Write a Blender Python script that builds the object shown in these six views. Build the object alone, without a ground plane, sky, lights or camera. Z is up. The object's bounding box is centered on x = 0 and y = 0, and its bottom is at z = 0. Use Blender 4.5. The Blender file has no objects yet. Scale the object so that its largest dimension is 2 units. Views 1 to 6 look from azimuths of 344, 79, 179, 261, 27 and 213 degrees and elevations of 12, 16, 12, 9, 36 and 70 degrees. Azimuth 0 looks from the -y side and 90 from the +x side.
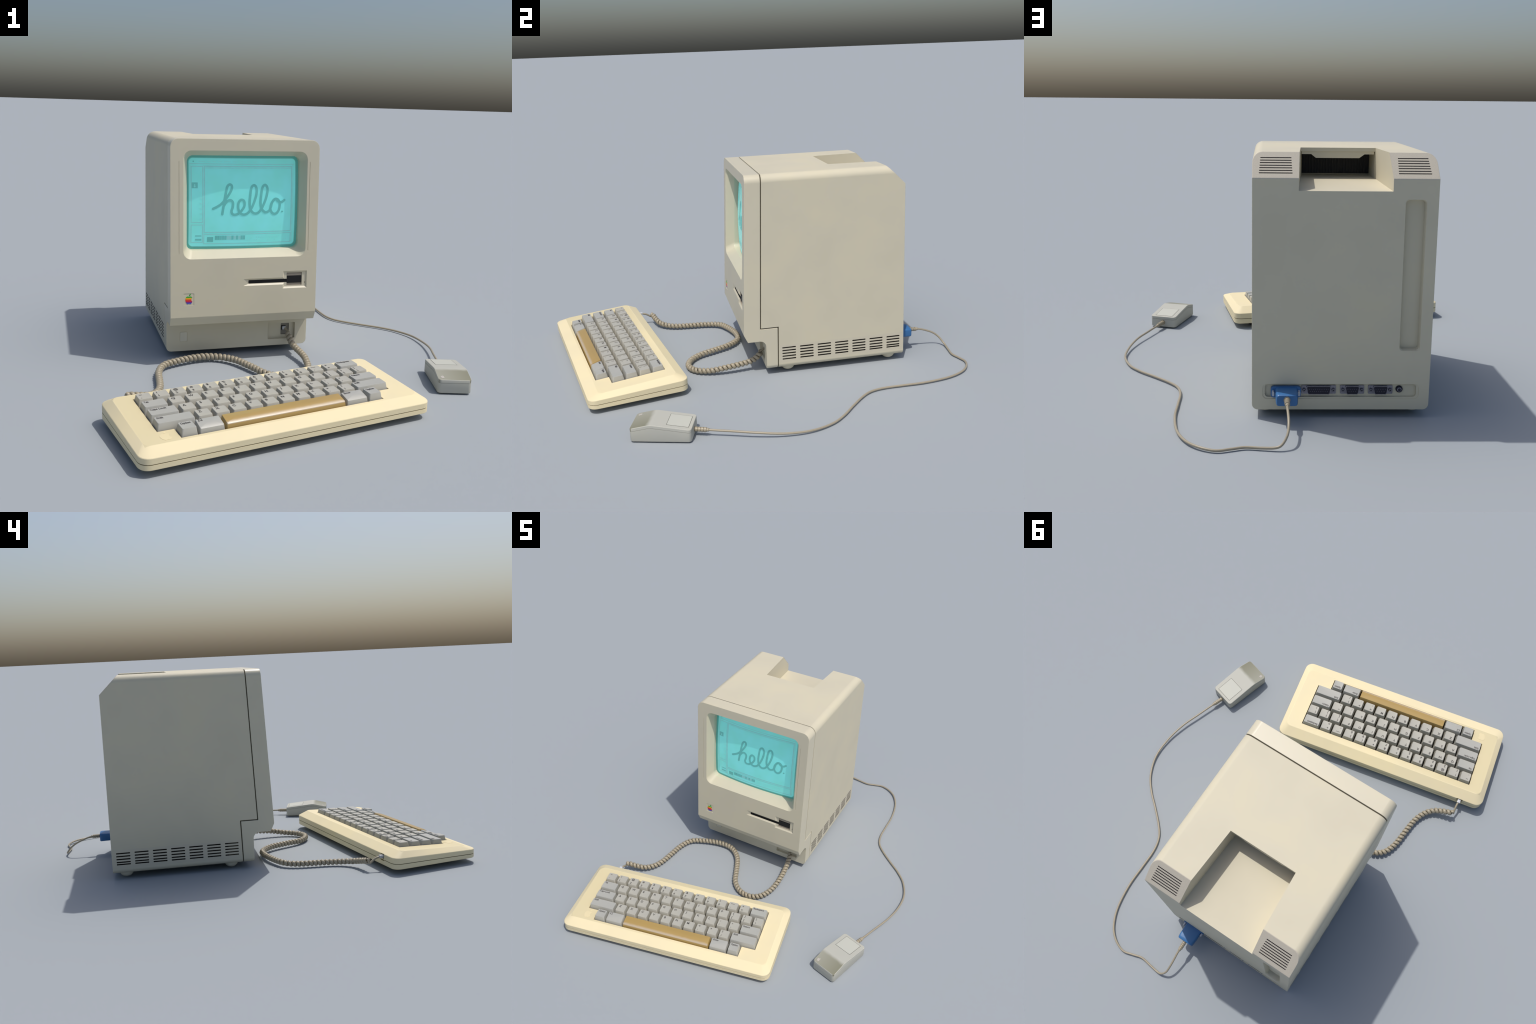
"""Early all-in-one desktop computer with keyboard and mouse, built part by part."""
import bpy, bmesh, math, random
from mathutils import Vector, Matrix

random.seed(7)
COL = bpy.context.scene.collection
rad = math.radians

# ------------------------------------------------------------------ materials
def srgb(r, g, b):
    f = lambda c: (c / 255 / 12.92) if c <= 10 else ((c / 255 + .055) / 1.055) ** 2.4
    return (f(r), f(g), f(b), 1)

class Nodes:
    """Small helper around a material's node tree."""
    def __init__(self, name, rough=.55, spec=.35):
        self.m = bpy.data.materials.new(name)
        self.m.use_nodes = True
        self.t = self.m.node_tree
        self.b = self.t.nodes['Principled BSDF']
        self.b.inputs['Roughness'].default_value = rough
        self.b.inputs['Specular IOR Level'].default_value = spec
        self.co = None
    def n(self, kind, **kw):
        x = self.t.nodes.new(kind)
        for k, v in kw.items():
            setattr(x, k, v)
        return x
    def link(self, a, b):
        self.t.links.new(a, b)
    def coords(self):
        if self.co is None:
            self.co = self.n('ShaderNodeTexCoord').outputs['Object']
        return self.co
    def math(self, op, a, b=None, c=None):
        x = self.n('ShaderNodeMath', operation=op)
        for i, v in enumerate((a, b, c)):
            if v is None:
                continue
            if isinstance(v, (int, float)):
                x.inputs[i].default_value = v
            else:
                self.link(v, x.inputs[i])
        return x.outputs[0]
    def noise(self, scale, detail=3, rough=.5):
        x = self.n('ShaderNodeTexNoise')
        x.inputs['Scale'].default_value = scale
        x.inputs['Detail'].default_value = detail
        x.inputs['Roughness'].default_value = rough
        self.link(self.coords(), x.inputs['Vector'])
        return x.outputs['Fac']
    def ramp(self, fac, stops, mode='LINEAR'):
        x = self.n('ShaderNodeValToRGB')
        x.color_ramp.interpolation = mode
        e = x.color_ramp.elements
        while len(e) > 1:
            e.remove(e[-1])
        e[0].position, e[0].color = stops[0]
        for p, c in stops[1:]:
            k = e.new(p)
            k.color = c
        self.link(fac, x.inputs['Fac'])
        return x.outputs['Color']
    def mix(self, fac, a, b, mode='MIX'):
        x = self.n('ShaderNodeMix', data_type='RGBA', blend_type=mode)
        for sock, v in ((x.inputs[0], fac), (x.inputs[6], a), (x.inputs[7], b)):
            if isinstance(v, (int, float)):
                sock.default_value = v
            elif isinstance(v, tuple):
                sock.default_value = v
            else:
                self.link(v, sock)
        return x.outputs[2]
    def sep(self):
        x = self.n('ShaderNodeSeparateXYZ')
        self.link(self.coords(), x.inputs[0])
        return x.outputs
    def span(self, v, lo, hi):
        """1 inside lo..hi"""
        return self.math('MULTIPLY', self.math('GREATER_THAN', v, lo), self.math('LESS_THAN', v, hi))
    def colour(self, c):
        if isinstance(c, tuple):
            self.b.inputs['Base Color'].default_value = c
        else:
            self.link(c, self.b.inputs['Base Color'])
    def bump(self, fac, strength=.15, dist=.002):
        x = self.n('ShaderNodeBump')
        x.inputs['Strength'].default_value = strength
        x.inputs['Distance'].default_value = dist
        self.link(fac, x.inputs['Height'])
        self.link(x.outputs[0], self.b.inputs['Normal'])

def plastic(name, base, warm=.03, rough=.55, spec=.3, grain=900, bump=.05):
    """Moulded plastic: base colour, slow hue mottling, faint grain."""
    k = Nodes(name, rough, spec)
    lo = tuple(c * (1 - warm) for c in base[:3]) + (1,)
    hi = (min(1, base[0] * (1 + warm)), min(1, base[1] * (1 + warm * .7)), base[2] * (1 - warm * .4), 1)
    c = k.ramp(k.noise(5.0, 2), [(.3, lo), (.5, base), (.7, hi)])
    k.colour(c)
    if bump:
        k.bump(k.noise(grain, 2), bump, .0006)
    k.last = c
    return k

CASE = (.610, .565, .432, 1)
KB = (.790, .690, .450, 1)
KEY = (.420, .408, .360, 1)

m_bezel = plastic('bezel_plastic', CASE, .025, rough=.40, spec=.5).m
k = plastic('case_plastic', CASE, .03)
X, Y, Z = k.sep()
# vent zones carry a slightly pinker, duller finish (both sides and rear slope)
side = k.math('MULTIPLY', k.span(Y, .099, .7186), k.span(Z, .056, .1465))
side = k.math('MULTIPLY', side, k.math('GREATER_THAN', k.math('ABSOLUTE', k.math('ADD', X, .132)), .31))
slope = k.math('MULTIPLY', k.math('GREATER_THAN', k.math('ADD', Y, Z), 1.5995), k.math('GREATER_THAN', Y, .634))
zone = k.math('MAXIMUM', k.math('MULTIPLY', side, .40), slope)
fine = k.noise(420, 2)
speck = k.ramp(fine, [(.35, (.535, .490, .400, 1)), (.65, (.585, .535, .440, 1))])
k.colour(k.mix(zone, k.last, speck))
m_case = k.m

m_kb = plastic('keyboard_plastic', KB, .03).m
k = plastic('keyboard_deck_plastic', KB, .03)
X, Y, Z = k.sep()
inside = k.math('MULTIPLY', k.span(X, -.524, .529), k.span(Y, -.179, .174))
st = k.n('ShaderNodeMapRange', interpolation_type='SMOOTHSTEP')
k.link(k.math('ADD', X, k.math('MULTIPLY', k.noise(6, 3), .30)), st.inputs[0])
st.inputs[1].default_value, st.inputs[2].default_value = .35, -.42
st.inputs[3].default_value, st.inputs[4].default_value = .12, .80
k.colour(k.mix(k.math('MULTIPLY', inside, st.outputs[0]), k.last, (.640, .560, .345, 1)))
m_deck = k.m
m_mark = plastic('keyboard_mark', (.735, .635, .395, 1), .02).m
m_key = plastic('key_plastic', KEY, .05, rough=.45, spec=.4).m
m_mod = plastic('wide_key_plastic', (.398, .396, .364, 1), .03, rough=.42, spec=.4).m
k = plastic('spacebar_plastic', (.405, .275, .093, 1), .05, rough=.3, spec=.55)
X, Y, Z = k.sep()
# soft pale band along the front edge
pale_band = k.n('ShaderNodeMapRange', interpolation_type='SMOOTHSTEP')
k.link(k.math('ADD', Y, k.math('MULTIPLY', k.noise(45, 2), .004)), pale_band.inputs[0])
pale_band.inputs[1].default_value, pale_band.inputs[2].default_value = -.0085, -.0200
pale_band.inputs[3].default_value, pale_band.inputs[4].default_value = 0, .55
top = k.math('GREATER_THAN', Z, -.0125)
k.colour(k.mix(k.math('MULTIPLY', pale_band.outputs[0], top), k.last, (.56, .50, .44, 1)))
m_space = k.m
m_cord = plastic('cord_rubber', (.345, .302, .220, 1), .03, rough=.38, spec=.5, bump=0).m
m_legend = plastic('legend_ink', (.070, .066, .066, 1), .02, bump=0).m
m_black = plastic('black_plastic', (.010, .010, .011, 1), 0, rough=.5, bump=0).m
m_dark = plastic('vent_dark', (.030, .026, .022, 1), 0, rough=.8, spec=.1, bump=0).m
m_ventink = plastic('slope_vent_dark', (.035, .030, .040, 1), 0, rough=.8, spec=.1, bump=0).m
m_seam = plastic('seam_dark', (.085, .075, .052, 1), 0, rough=.8, spec=.1, bump=0).m
m_kbseam = plastic('keyboard_seam', (.10, .075, .035, 1), 0, rough=.8, spec=.1, bump=0).m
m_well = plastic('key_well', (.028, .027, .024, 1), 0, rough=.8, spec=.1, bump=0).m
m_clear = plastic('clear_plastic', (.58, .59, .62, 1), .02, rough=.25, bump=0).m
m_blue = plastic('blue_plastic', (.042, .160, .380, 1), .04, rough=.4, spec=.4, bump=0).m
m_port = plastic('port_plate', CASE, .02).m
m_hatch = plastic('hatch_plastic', (.640, .610, .505, 1), .02).m
m_jack = plastic('jack_block', (.25, .23, .19, 1), .02).m
m_brown = plastic('drive_shutter', (.40, .345, .27, 1), .03).m

k = Nodes('metal_plate', .38, .5)
k.b.inputs['Metallic'].default_value = .75
k.colour(k.ramp(k.noise(160, 3), [(.3, (.17, .17, .21, 1)), (.7, (.27, .27, .32, 1))]))
m_metal = k.m
m_portblack = plastic('connector_black', (.014, .014, .030, 1), 0, rough=.4, bump=0).m

# mouse: upper shell has a darker olive tint on the front slope, stronger to the right
MOUSE = (.470, .468, .415, 1)
m_mouse = plastic('mouse_plastic', MOUSE, .03).m
k = plastic('mouse_top_plastic', MOUSE, .03)
X, Y, Z = k.sep()
m = k.n('ShaderNodeMapRange', interpolation_type='SMOOTHSTEP')
k.link(k.math('ADD', Y, k.math('MULTIPLY', k.noise(30, 2), .010)), m.inputs[0])
m.inputs[1].default_value, m.inputs[2].default_value = -.034, -.058
m.inputs[3].default_value, m.inputs[4].default_value = 0, 1
g = k.math('MULTIPLY', m.outputs[0], k.math('MULTIPLY_ADD', X, 3.2, .78))
g = k.math('MULTIPLY', g, k.math('MULTIPLY', k.span(X, -.0652, .0652), k.math('GREATER_THAN', Y, -.1248)))
k.colour(k.mix(g, k.last, (.225, .222, .160, 1)))
m_mousetop = k.m
m_button = plastic('mouse_button', (.520, .524, .465, 1), .02).m
m_mousemark = plastic('mouse_mark', (.47, .44, .40, 1), .03).m
m_groove = plastic('mouse_groove', (.10, .10, .08, 1), 0, bump=0).m

# picture tube: glowing cyan with darker rim
SX, SZ = .2500, .2010       # half size of the tube
k = Nodes('tube_glow', .22, .4)
X, Y, Z = k.sep()
RC = .030                     # rounded-rectangle distance to the glass edge
dx = k.math('MAXIMUM', k.math('ADD', k.math('SUBTRACT', k.math('ABSOLUTE', k.math('ADD', X, .0045)), SX), RC), 0)
dz = k.math('MAXIMUM', k.math('ADD', k.math('SUBTRACT', k.math('ABSOLUTE', k.math('SUBTRACT', Z, .0062)), SZ), RC), 0)
d = k.math('SUBTRACT', k.math('SQRT', k.math('ADD', k.math('MULTIPLY', dx, dx), k.math('MULTIPLY', dz, dz))), RC)
m = k.n('ShaderNodeMapRange', interpolation_type='SMOOTHSTEP')
k.link(d, m.inputs[0])
m.inputs[1].default_value, m.inputs[2].default_value = -.0155, -.0095
rim = m.outputs[0]
lit = k.ramp(k.noise(9, 2), [(.35, (.140, .520, .490, 1)), (.65, (.150, .540, .545, 1))])
base = k.mix(rim, lit, (.060, .240, .215, 1))
k.colour(base)
k.link(base, k.b.inputs['Emission Color'])
k.b.inputs['Emission Strength'].default_value = .50
m_tube = k.m

def glow(name, c, e=.50):
    k = Nodes(name, .3, .3)
    col = k.ramp(k.noise(40, 2), [(.3, tuple(v * .95 for v in c[:3]) + (1,)), (.7, c)])
    k.colour(col)
    k.link(col, k.b.inputs['Emission Color'])
    k.b.inputs['Emission Strength'].default_value = e
    return k.m
m_hello = glow('tube_ink', (.085, .325, .315, 1))
m_line = glow('tube_line', (.165, .425, .430, 1))
m_faint = glow('tube_faint', (.155, .490, .480, 1))
m_ink2 = glow('tube_shade', (.095, .350, .345, 1))

# six-band rainbow mark
k = Nodes('rainbow_mark', .4, .3)
X, Y, Z = k.sep()
u = k.math('MULTIPLY_ADD', Z, 1 / .0383, .5)
k.colour(k.ramp(u, [(0, srgb(40, 95, 200)), (.17, srgb(120, 50, 140)), (.335, srgb(215, 45, 52)),
                    (.50, srgb(236, 92, 40)), (.62, srgb(240, 178, 40)), (.765, srgb(62, 165, 58))], 'CONSTANT'))
m_rain = k.m

# ------------------------------------------------------------------ mesh helpers
def finish(me, mats, angle=32):
    for m in mats if isinstance(mats, (list, tuple)) else [mats]:
        me.materials.append(m)
    me.polygons.foreach_set('use_smooth', [True] * len(me.polygons))
    me.set_sharp_from_angle(angle=rad(angle))
    me.update()

def obj(name, me, parent=None, M=None):
    o = bpy.data.objects.new(name, me)
    COL.objects.link(o)
    if M is not None:
        o.matrix_world = M
    if parent is not None:
        o.parent = parent
    return o

def mesh(name, verts, faces, mats, angle=32, flip=False):
    me = bpy.data.meshes.new(name)
    me.from_pydata([tuple(v) for v in verts], [], faces)
    bm = bmesh.new()
    bm.from_mesh(me)
    bmesh.ops.remove_doubles(bm, verts=bm.verts, dist=1e-6)
    bmesh.ops.recalc_face_normals(bm, faces=bm.faces)
    bm.to_mesh(me)
    bm.free()
    finish(me, mats, angle)
    return me

def rrect(x0, x1, y0, y1, r, seg=6):
    """Rounded rectangle, counter-clockwise. r: number or (x0y0, x1y0, x1y1, x0y1)."""
    r = (r,) * 4 if isinstance(r, (int, float)) else r
    pts = []
    for (cx, cy, a0), q in zip(((x0, y0, 180), (x1, y0, 270), (x1, y1, 0), (x0, y1, 90)), r):
        sx, sy = (1 if cx == x0 else -1), (1 if cy == y0 else -1)
        if q <= 0:
            pts.append((cx, cy))
            continue
        for i in range(seg + 1):
            a = rad(a0 + 90 * i / seg)
            pts.append((cx + sx * q + q * math.cos(a), cy + sy * q + q * math.sin(a)))
    return pts

def loft(name, rings, mats, angle=32, caps=True):
    n = len(rings[0])
    V = [p for r in rings for p in r]
    F = []
    for j in range(len(rings) - 1):
        for i in range(n):
            a, b = j * n + i, j * n + (i + 1) % n
            F.append((a, b, b + n, a + n))
    if caps:
        F.append(tuple(range(n))[::-1])
        F.append(tuple(range((len(rings) - 1) * n, len(rings) * n)))
    return mesh(name, V, F, mats, angle)

def prism(name, poly, axis, lo, hi, mats, angle=32):
    """Extrude a 2D polygon. axis 'x': poly=(y,z); 'y': poly=(x,z); 'z': poly=(x,y)."""
    put = {'x': lambda p, t: (t, p[0], p[1]), 'y': lambda p, t: (p[0], t, p[1]), 'z': lambda p, t: (p[0], p[1], t)}[axis]
    return loft(name, [[put(p, lo) for p in poly], [put(p, hi) for p in poly]], mats, angle)

def box(name, x0, x1, y0, y1, z0, z1, mats):
    return prism(name, [(x0, y0), (x1, y0), (x1, y1), (x0, y1)], 'z', z0, z1, mats)

def joined(name, meshes, mats, angle=32):
    """Join meshes (same material list) into one."""
    bm = bmesh.new()
    for me in meshes:
        bm.from_mesh(me)
    me = bpy.data.meshes.new(name)
    bm.to_mesh(me)
    bm.free()
    finish(me, mats, angle)
    return me

def boolean(me, cutters, mats, op='DIFFERENCE', angle=32):
    """Apply exact booleans; cutter materials carry over by name."""
    o = bpy.data.objects.new('work', me)
    COL.objects.link(o)
    made = [o]
    for c in cutters:
        q = bpy.data.objects.new('cut', c)
        COL.objects.link(q)
        made.append(q)
        b = o.modifiers.new('b', 'BOOLEAN')
        b.operation, b.object, b.solver = op, q, 'EXACT'
        b.material_mode = 'TRANSFER'
    dg = bpy.context.evaluated_depsgraph_get()
    dg.update()
    out = bpy.data.meshes.new_from_object(o.evaluated_get(dg))
    for q in made:
        bpy.data.objects.remove(q)
    out.polygons.foreach_set('use_smooth', [True] * len(out.polygons))
    out.set_sharp_from_angle(angle=rad(angle))
    return out

def bevelled(me, width, seg=2, limit=35, angle=32):
    o = bpy.data.objects.new('work', me)
    COL.objects.link(o)
    b = o.modifiers.new('b', 'BEVEL')
    b.width, b.segments, b.limit_method, b.angle_limit = width, seg, 'ANGLE', rad(limit)
    dg = bpy.context.evaluated_depsgraph_get()
    dg.update()
    out = bpy.data.meshes.new_from_object(o.evaluated_get(dg))
    bpy.data.objects.remove(o)
    out.polygons.foreach_set('use_smooth', [True] * len(out.polygons))
    out.set_sharp_from_angle(angle=rad(angle))
    return out

def smooth_path(pts, per=8, closed=False):
    """Catmull-Rom through control points."""
    P = [Vector(p) for p in pts]
    n = len(P)
    out = []
    for i in range(n if closed else n - 1):
        g = (lambda k: P[k % n]) if closed else (lambda k: P[min(max(k, 0), n - 1)])
        p0, p1, p2, p3 = g(i - 1), g(i), g(i + 1), g(i + 2)
        for s in range(per):
            t = s / per
            out.append(.5 * ((2 * p1) + (p2 - p0) * t + (2 * p0 - 5 * p1 + 4 * p2 - p3) * t * t + (3 * p1 - p0 - 3 * p2 + p3) * t ** 3))
    if not closed:
        out.append(P[-1])
    return out

def resample(path, step):
    d = [0]
    for a, b in zip(path, path[1:]):
        d.append(d[-1] + (b - a).length)
    n = max(2, int(d[-1] / step))
    out, j = [], 0
    for i in range(n + 1):
        s = d[-1] * i / n
        while j < len(d) - 2 and d[j + 1] < s:
            j += 1
        f = (s - d[j]) / max(1e-9, d[j + 1] - d[j])
        out.append(path[j].lerp(path[j + 1], min(1, f)))
    return out, d[-1]

def tube(name, path, r, mats, sides=10, radii=None):
    V, F = [], []
    up = Vector((0, 0, 1))
    prev = None
    for i, p in enumerate(path):
        t = (path[min(i + 1, len(path) - 1)] - path[max(i - 1, 0)]).normalized()
        if prev is None:
            prev = t.cross(up if abs(t.z) < .9 else Vector((1, 0, 0))).normalized()
        a = (prev - t * prev.dot(t)).normalized()
        b = t.cross(a)
        prev = a
        q = radii[i] if radii else r
        V += [p + q * (math.cos(2 * math.pi * s / sides) * a + math.sin(2 * math.pi * s / sides) * b) for s in range(sides)]
    for i in range(len(path) - 1):
        for s in range(sides):
            F.append((i * sides + s, i * sides + (s + 1) % sides, (i + 1) * sides + (s + 1) % sides, (i + 1) * sides + s))
    F.append(tuple(range(sides)))
    F.append(tuple(range((len(path) - 1) * sides, len(path) * sides)))
    return mesh(name, V, F, mats, 60)

def lathe(name, prof, mats, origin, direction, sides=20, angle=40):
    """Revolve (distance along, radius) profile about a line."""
    d = Vector(direction).normalized()
    a = d.cross(Vector((0, 0, 1)) if abs(d.z) < .9 else Vector((1, 0, 0))).normalized()
    b = d.cross(a)
    o = Vector(origin)
    rings = [[o + d * s + r * (math.cos(2 * math.pi * i / sides) * a + math.sin(2 * math.pi * i / sides) * b) for i in range(sides)] for s, r in prof]
    return loft(name, rings, mats, angle)

# ------------------------------------------------------------------ apple-shaped mark (outline in unit square)
def fruit_outlines():
    body = [(0, .62), (-.13, .69), (-.30, .66), (-.43, .50), (-.47, .28), (-.42, .03), (-.31, -.19), (-.19, -.29),
            (-.10, -.27), (0, -.235), (.10, -.27), (.20, -.28), (.31, -.17), (.41, .02), (.33, .10), (.275, .24), (.30, .40), (.40, .52), (.28, .66), (.13, .68)]
    body = [(x, z - .2) for x, z in body]
    leaf = [(.0, .53), (.02, .66), (.11, .77), (.21, .82), (.20, .70), (.12, .58)]
    return [[(p.x, p.y) for p in smooth_path([(x, y, 0) for x, y in q], 4, True)] for q in (body, leaf)]

def fruit_mark(name, size, depth, mats):
    parts = []
    for poly in fruit_outlines():
        parts.append(prism('tmp', [(x * size, z * size) for x, z in poly], 'y', -depth, 0, mats))
    return joined(name, parts, mats)

# =================================================================== COMPUTER
XL, XR, XC = -.458, .194, -.132
TOP, BOT, REAR = .967, .029, .7205
front_y = lambda z: -.0708 + .0469 * (z - .2137)          # leaning front face
seam_y = lambda z: .0078 + .0396 * (z - .2345)            # bezel / case seam
lean = math.atan(.0469)

pc = bpy.data.objects.new('compact_computer', None)
COL.objects.link(pc)
pc['label'] = 'beige upright all-in-one computer with cyan screen saying hello'
pc['category'] = 'desktop computer'

outer = rrect(XL, XR, BOT, TOP, (.022, .022, .036, .036), 8)          # cross-section x,z
silhouette = lambda: prism('sil', outer, 'y', -.2, .9, m_case)

# --- case
case_poly = [(seam_y(TOP + .01) + .0045, TOP + .01), (.636 - .01, TOP + .01), (.636, TOP), (REAR, .8825), (REAR, BOT - .01),
             (.0915, BOT - .01), (.0975, .2405), (seam_y(.2405) + .0045, .2405)]
case = prism('case', case_poly, 'x', -.7, .5, m_case)
case = boolean(case, [silhouette()], m_case, 'INTERSECT')
case = bevelled(case, .0022, 2, 30)

floor_z = lambda y: .8385 + .0375 * (REAR - y)
def tapered(y0, l0, r0, y1, l1, r1, top):
    ring = lambda y, l, r: [(l, y, floor_z(y)), (r, y, floor_z(y)), (r, y, top), (l, y, top)]
    return loft('cut', [ring(y0, l0, r0), ring(y1, l1, r1)], m_case)
notch = tapered(.4003, -.2768, .0128, .8, -.3015, .0370, 1.1)
cavity = tapered(.285, -.2685, .0020, .4020, -.2755, .0115, .9525)
rear_recess = loft('cut', [[(x, y, z) for x, z in rrect(-.4165 + i, -.3410 - i, .2568 + i, .8105 - i, .012, 4)] for y, i in ((.74, -.0030), (.7205, 0), (.7150, .0030), (.6960, .0045))], m_case)
port_a = loft('cut', [[(x, y, z) for x, z in rrect(-.4205, .1556, .0712, .1294, .018, 5)] for y in (.74, .7180)], m_case)
port_b = loft('cut', [[(x, y, z) for x, z in rrect(-.4105, .1470, .0775, .1282, .014, 5)] for y in (.74, .7078)], m_case)

def slope_slot(x0, x1, t):
    """Slot in the rear slope, t = 0 at top edge, 1 at bottom edge."""
    y, z = .636 + (REAR - .636) * t, TOP + (.8825 - TOP) * t
    e = Vector((0, .7071, -.7071))
    nrm = Vector((0, .7071, .7071))
    c = Vector((0, y, z))
    pts = rrect(x0, x1, -.0021, .0021, .0015, 2)
    return loft('cut', [[Vector((p, 0, 0)) + c + e * q + nrm * h for p, q in pts] for h in (-.007, .01)], m_ventink)

cuts = []
for i in range(7):
    t = .235 + .096 * i
    g = .0008 * i
    cuts.append(slope_slot(.0565 - g * .6, .1660 + g, t))
    cuts.append(slope_slot(-.4268 - g, -.3183 + g * .6, t))
slots = joined('slots', cuts, m_ventink)

side_cuts = []
for sgn, xs in ((1, XR), (-1, XL)):
    for c in range(7):
        y0 = .1110 + .0870 * c
        for r in range(5):
            z = .1318 - .01435 * r - .0006 * c * (r < 4)
            w = rrect(y0, y0 + .0665, z - .0031, z + .0031, .0020, 2)
            side_cuts.append(prism('cut', w, 'x', xs - .008, xs + .008, m_dark))
grille = joined('grille', side_cuts, m_dark)
case = boolean(case, [notch, cavity, rear_recess, port_a, port_b, slots, grille], m_case, angle=27)
o = obj('rear_case', case, pc)
w = o.modifiers.new('flat_faces', 'WEIGHTED_NORMAL')
w.keep_sharp = True

# --- inner core closing the seam
core_poly = [(seam_y(TOP) - .01, TOP - .004), (.16, TOP - .004), (.16, BOT + .004), (.07, BOT + .004), (.07, .2385), (seam_y(.2385) - .008, .2385)]
core = prism('core', core_poly, 'x', -.7, .5, m_seam)
core = boolean(core, [prism('s', rrect(XL + .004, XR - .004, BOT + .003, TOP - .004, (.02, .02, .033, .033), 6), 'y', -.3, .9, m_seam)], m_seam, 'INTERSECT')
# keep only the seam flange: open the middle for the tube
core = boolean(core, [prism('s', rrect(-.40, .137, .46, .92, .02, 4), 'y', -.3, .9, m_seam)], m_seam)
obj('seam_flange', core, pc)
obj('inner_chassis', box('inner_chassis', -.42, .155, .045, .20, .44, .94, m_seam), pc)

# --- bezel
arc = [(.0045 + .030 * math.sin(rad(a)), .1755 - .030 * (1 - math.cos(rad(a)))) for a in range(0, 91, 15)]
bez_poly = [(front_y(TOP + .01), TOP + .01), (front_y(.2137), .2137), (-.0525, .1752)] + arc + \
           [(.0345, BOT - .01), (.0870, BOT - .01), (.0925, .2360), (seam_y(.2360), .2360), (seam_y(TOP + .01), TOP + .01)]
bezel = prism('bezel', bez_poly, 'x', -.7, .5, m_bezel)
bezel = boolean(bezel, [silhouette()], m_bezel, 'INTERSECT')
bezel.materials.clear(); bezel.materials.append(m_bezel)
bezel = bevelled(bezel, .0020, 2, 25)

def on_front(x, z, depth):
    """Point at depth behind the leaning front face."""
    return (x, front_y(z) + depth, z)

def front_cut(rings, mats=m_bezel):
    return loft('cut', [[on_front(x, z, d) for x, z in r] for d, r in rings], mats)

open_out = lambda g: rrect(-.402 - g, .139 + g, .4655 - g, .9175 + g, .034, 7)
open_in = rrect(-.381, .1190, .4945, .8960, .026, 7)
opening = front_cut([(-.01, open_out(.004)), (.0, open_out(.001)), (.004, open_out(-.002)), (.041, open_in), (.046, rrect(-.3805, .1185, .495, .8955, .026, 7)), (.30, open_in)])

def drive_poly(i):
    """Floppy bay outline: long slot with a taller box at its right."""
    return [(-.140 + i * 2.2, .3415 + i * .65), (.0385 + i * .8, .3415 + i * .65), (.0385 + i * .8, .3235 + i * .7), (.1490 - i * .25, .3235 + i * .7),
            (.1490 - i * .25, .4005 - i * .7), (.0385 + i * .8, .4005 - i * .7), (.0385 + i * .8, .3722 - i * .55), (-.140 + i * 2.2, .3722 - i * .55)]
bay = front_cut([(-.01, drive_poly(-.001)), (0, drive_poly(0)), (.0055, drive_poly(.0098))])
slot = front_cut([(d_, rrect(-.1165, .070, .3500, .3650, .003, 2)) for d_ in (0, .0095)], m_black)
gate = front_cut([(0, rrect(.0575, .1278, .3355, .3925, .002, 2)), (.0105, rrect(.0575, .1278, .3355, .3925, .002, 2))], m_brown)
hole = front_cut([(0, rrect(.1390, .1428, .3447, .3490, .0018, 3)), (.012, rrect(.1390, .1428, .3447, .3490, .0018, 3))], m_black)
badge = front_cut([(-.004, rrect(-.4015, -.3562, .2655, .3188, .004, 3)), (.0012, rrect(-.4015, -.3562, .2655, .3188, .004, 3))])
gr_l = front_cut([(-.004, rrect(-.4228, -.4196, .487, .876, .0015, 2)), (.0012, rrect(-.4220, -.4204, .489, .874, .0007, 2))])
gr_r = front_cut([(-.004, rrect(.1490, .1530, .487, .876, .0015, 2)), (.0014, rrect(.1500, .1520, .489, .874, .0007, 2))])
B = .0345
rec = loft('cut', [[(x, y, z) for x, z in rrect(.0085, .1380, .0590, .1353, .006, 3)] for y in (0, B + .014)], m_bezel)
jk = loft('cut', [[(x, y, z) for x, z in rrect(.0741, .1135, .0741, .1280, .003, 2)] for y in (0, B + .019)], m_jack)
hatch = boolean(prism('h', rrect(-.3985, -.3645, .0731, .1182, .004, 3), 'y', 0, B + .0010, m_bezel),
                [prism('h2', rrect(-.3971, -.3659, .0745, .1168, .003, 3), 'y', -.1, .2, m_bezel)], m_bezel)
bezel = boolean(bezel, [opening, bay, slot, gate, hole, badge, gr_l, gr_r, rec, jk, hatch], m_bezel, angle=27)
o = obj('front_bezel', bezel, pc)
w = o.modifiers.new('flat_faces', 'WEIGHTED_NORMAL')
w.keep_sharp = True

# floppy mouth
fm = loft('floppy_mouth', [[on_front(x, z, d) for x, z in rrect(.0580, .1273, .3455, .3762, .001, 1)] for d in (.0072, .012)], m_black)
obj('floppy_mouth', fm, pc)
sh = loft('floppy_shutter', [[on_front(x, z, d) for x, z in rrect(.0605, .1273, .3785, .3860, .001, 1)] for d in (.0088, .012)], m_brown)
obj('floppy_shutter', sh, pc)

# keyboard socket in the base
obj('keyboard_socket', box('keyboard_socket', .0775, .0985, B + .0180, B + .03, .0960, .1165, m_black), pc)

obj('base_hatch', prism('base_hatch', rrect(-.3968, -.3662, .0748, .1165, .003, 3), 'y', B - .0006, B + .004, m_hatch), pc)

# rainbow badge
mark = fruit_mark('rainbow_mark', .0340, .0010, m_rain)
o = obj('rainbow_mark', mark, pc)
o.location = (-.3780, front_y(.2890) + .0012, .2890)
o.rotation_euler = (-lean, 0, 0)

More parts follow.
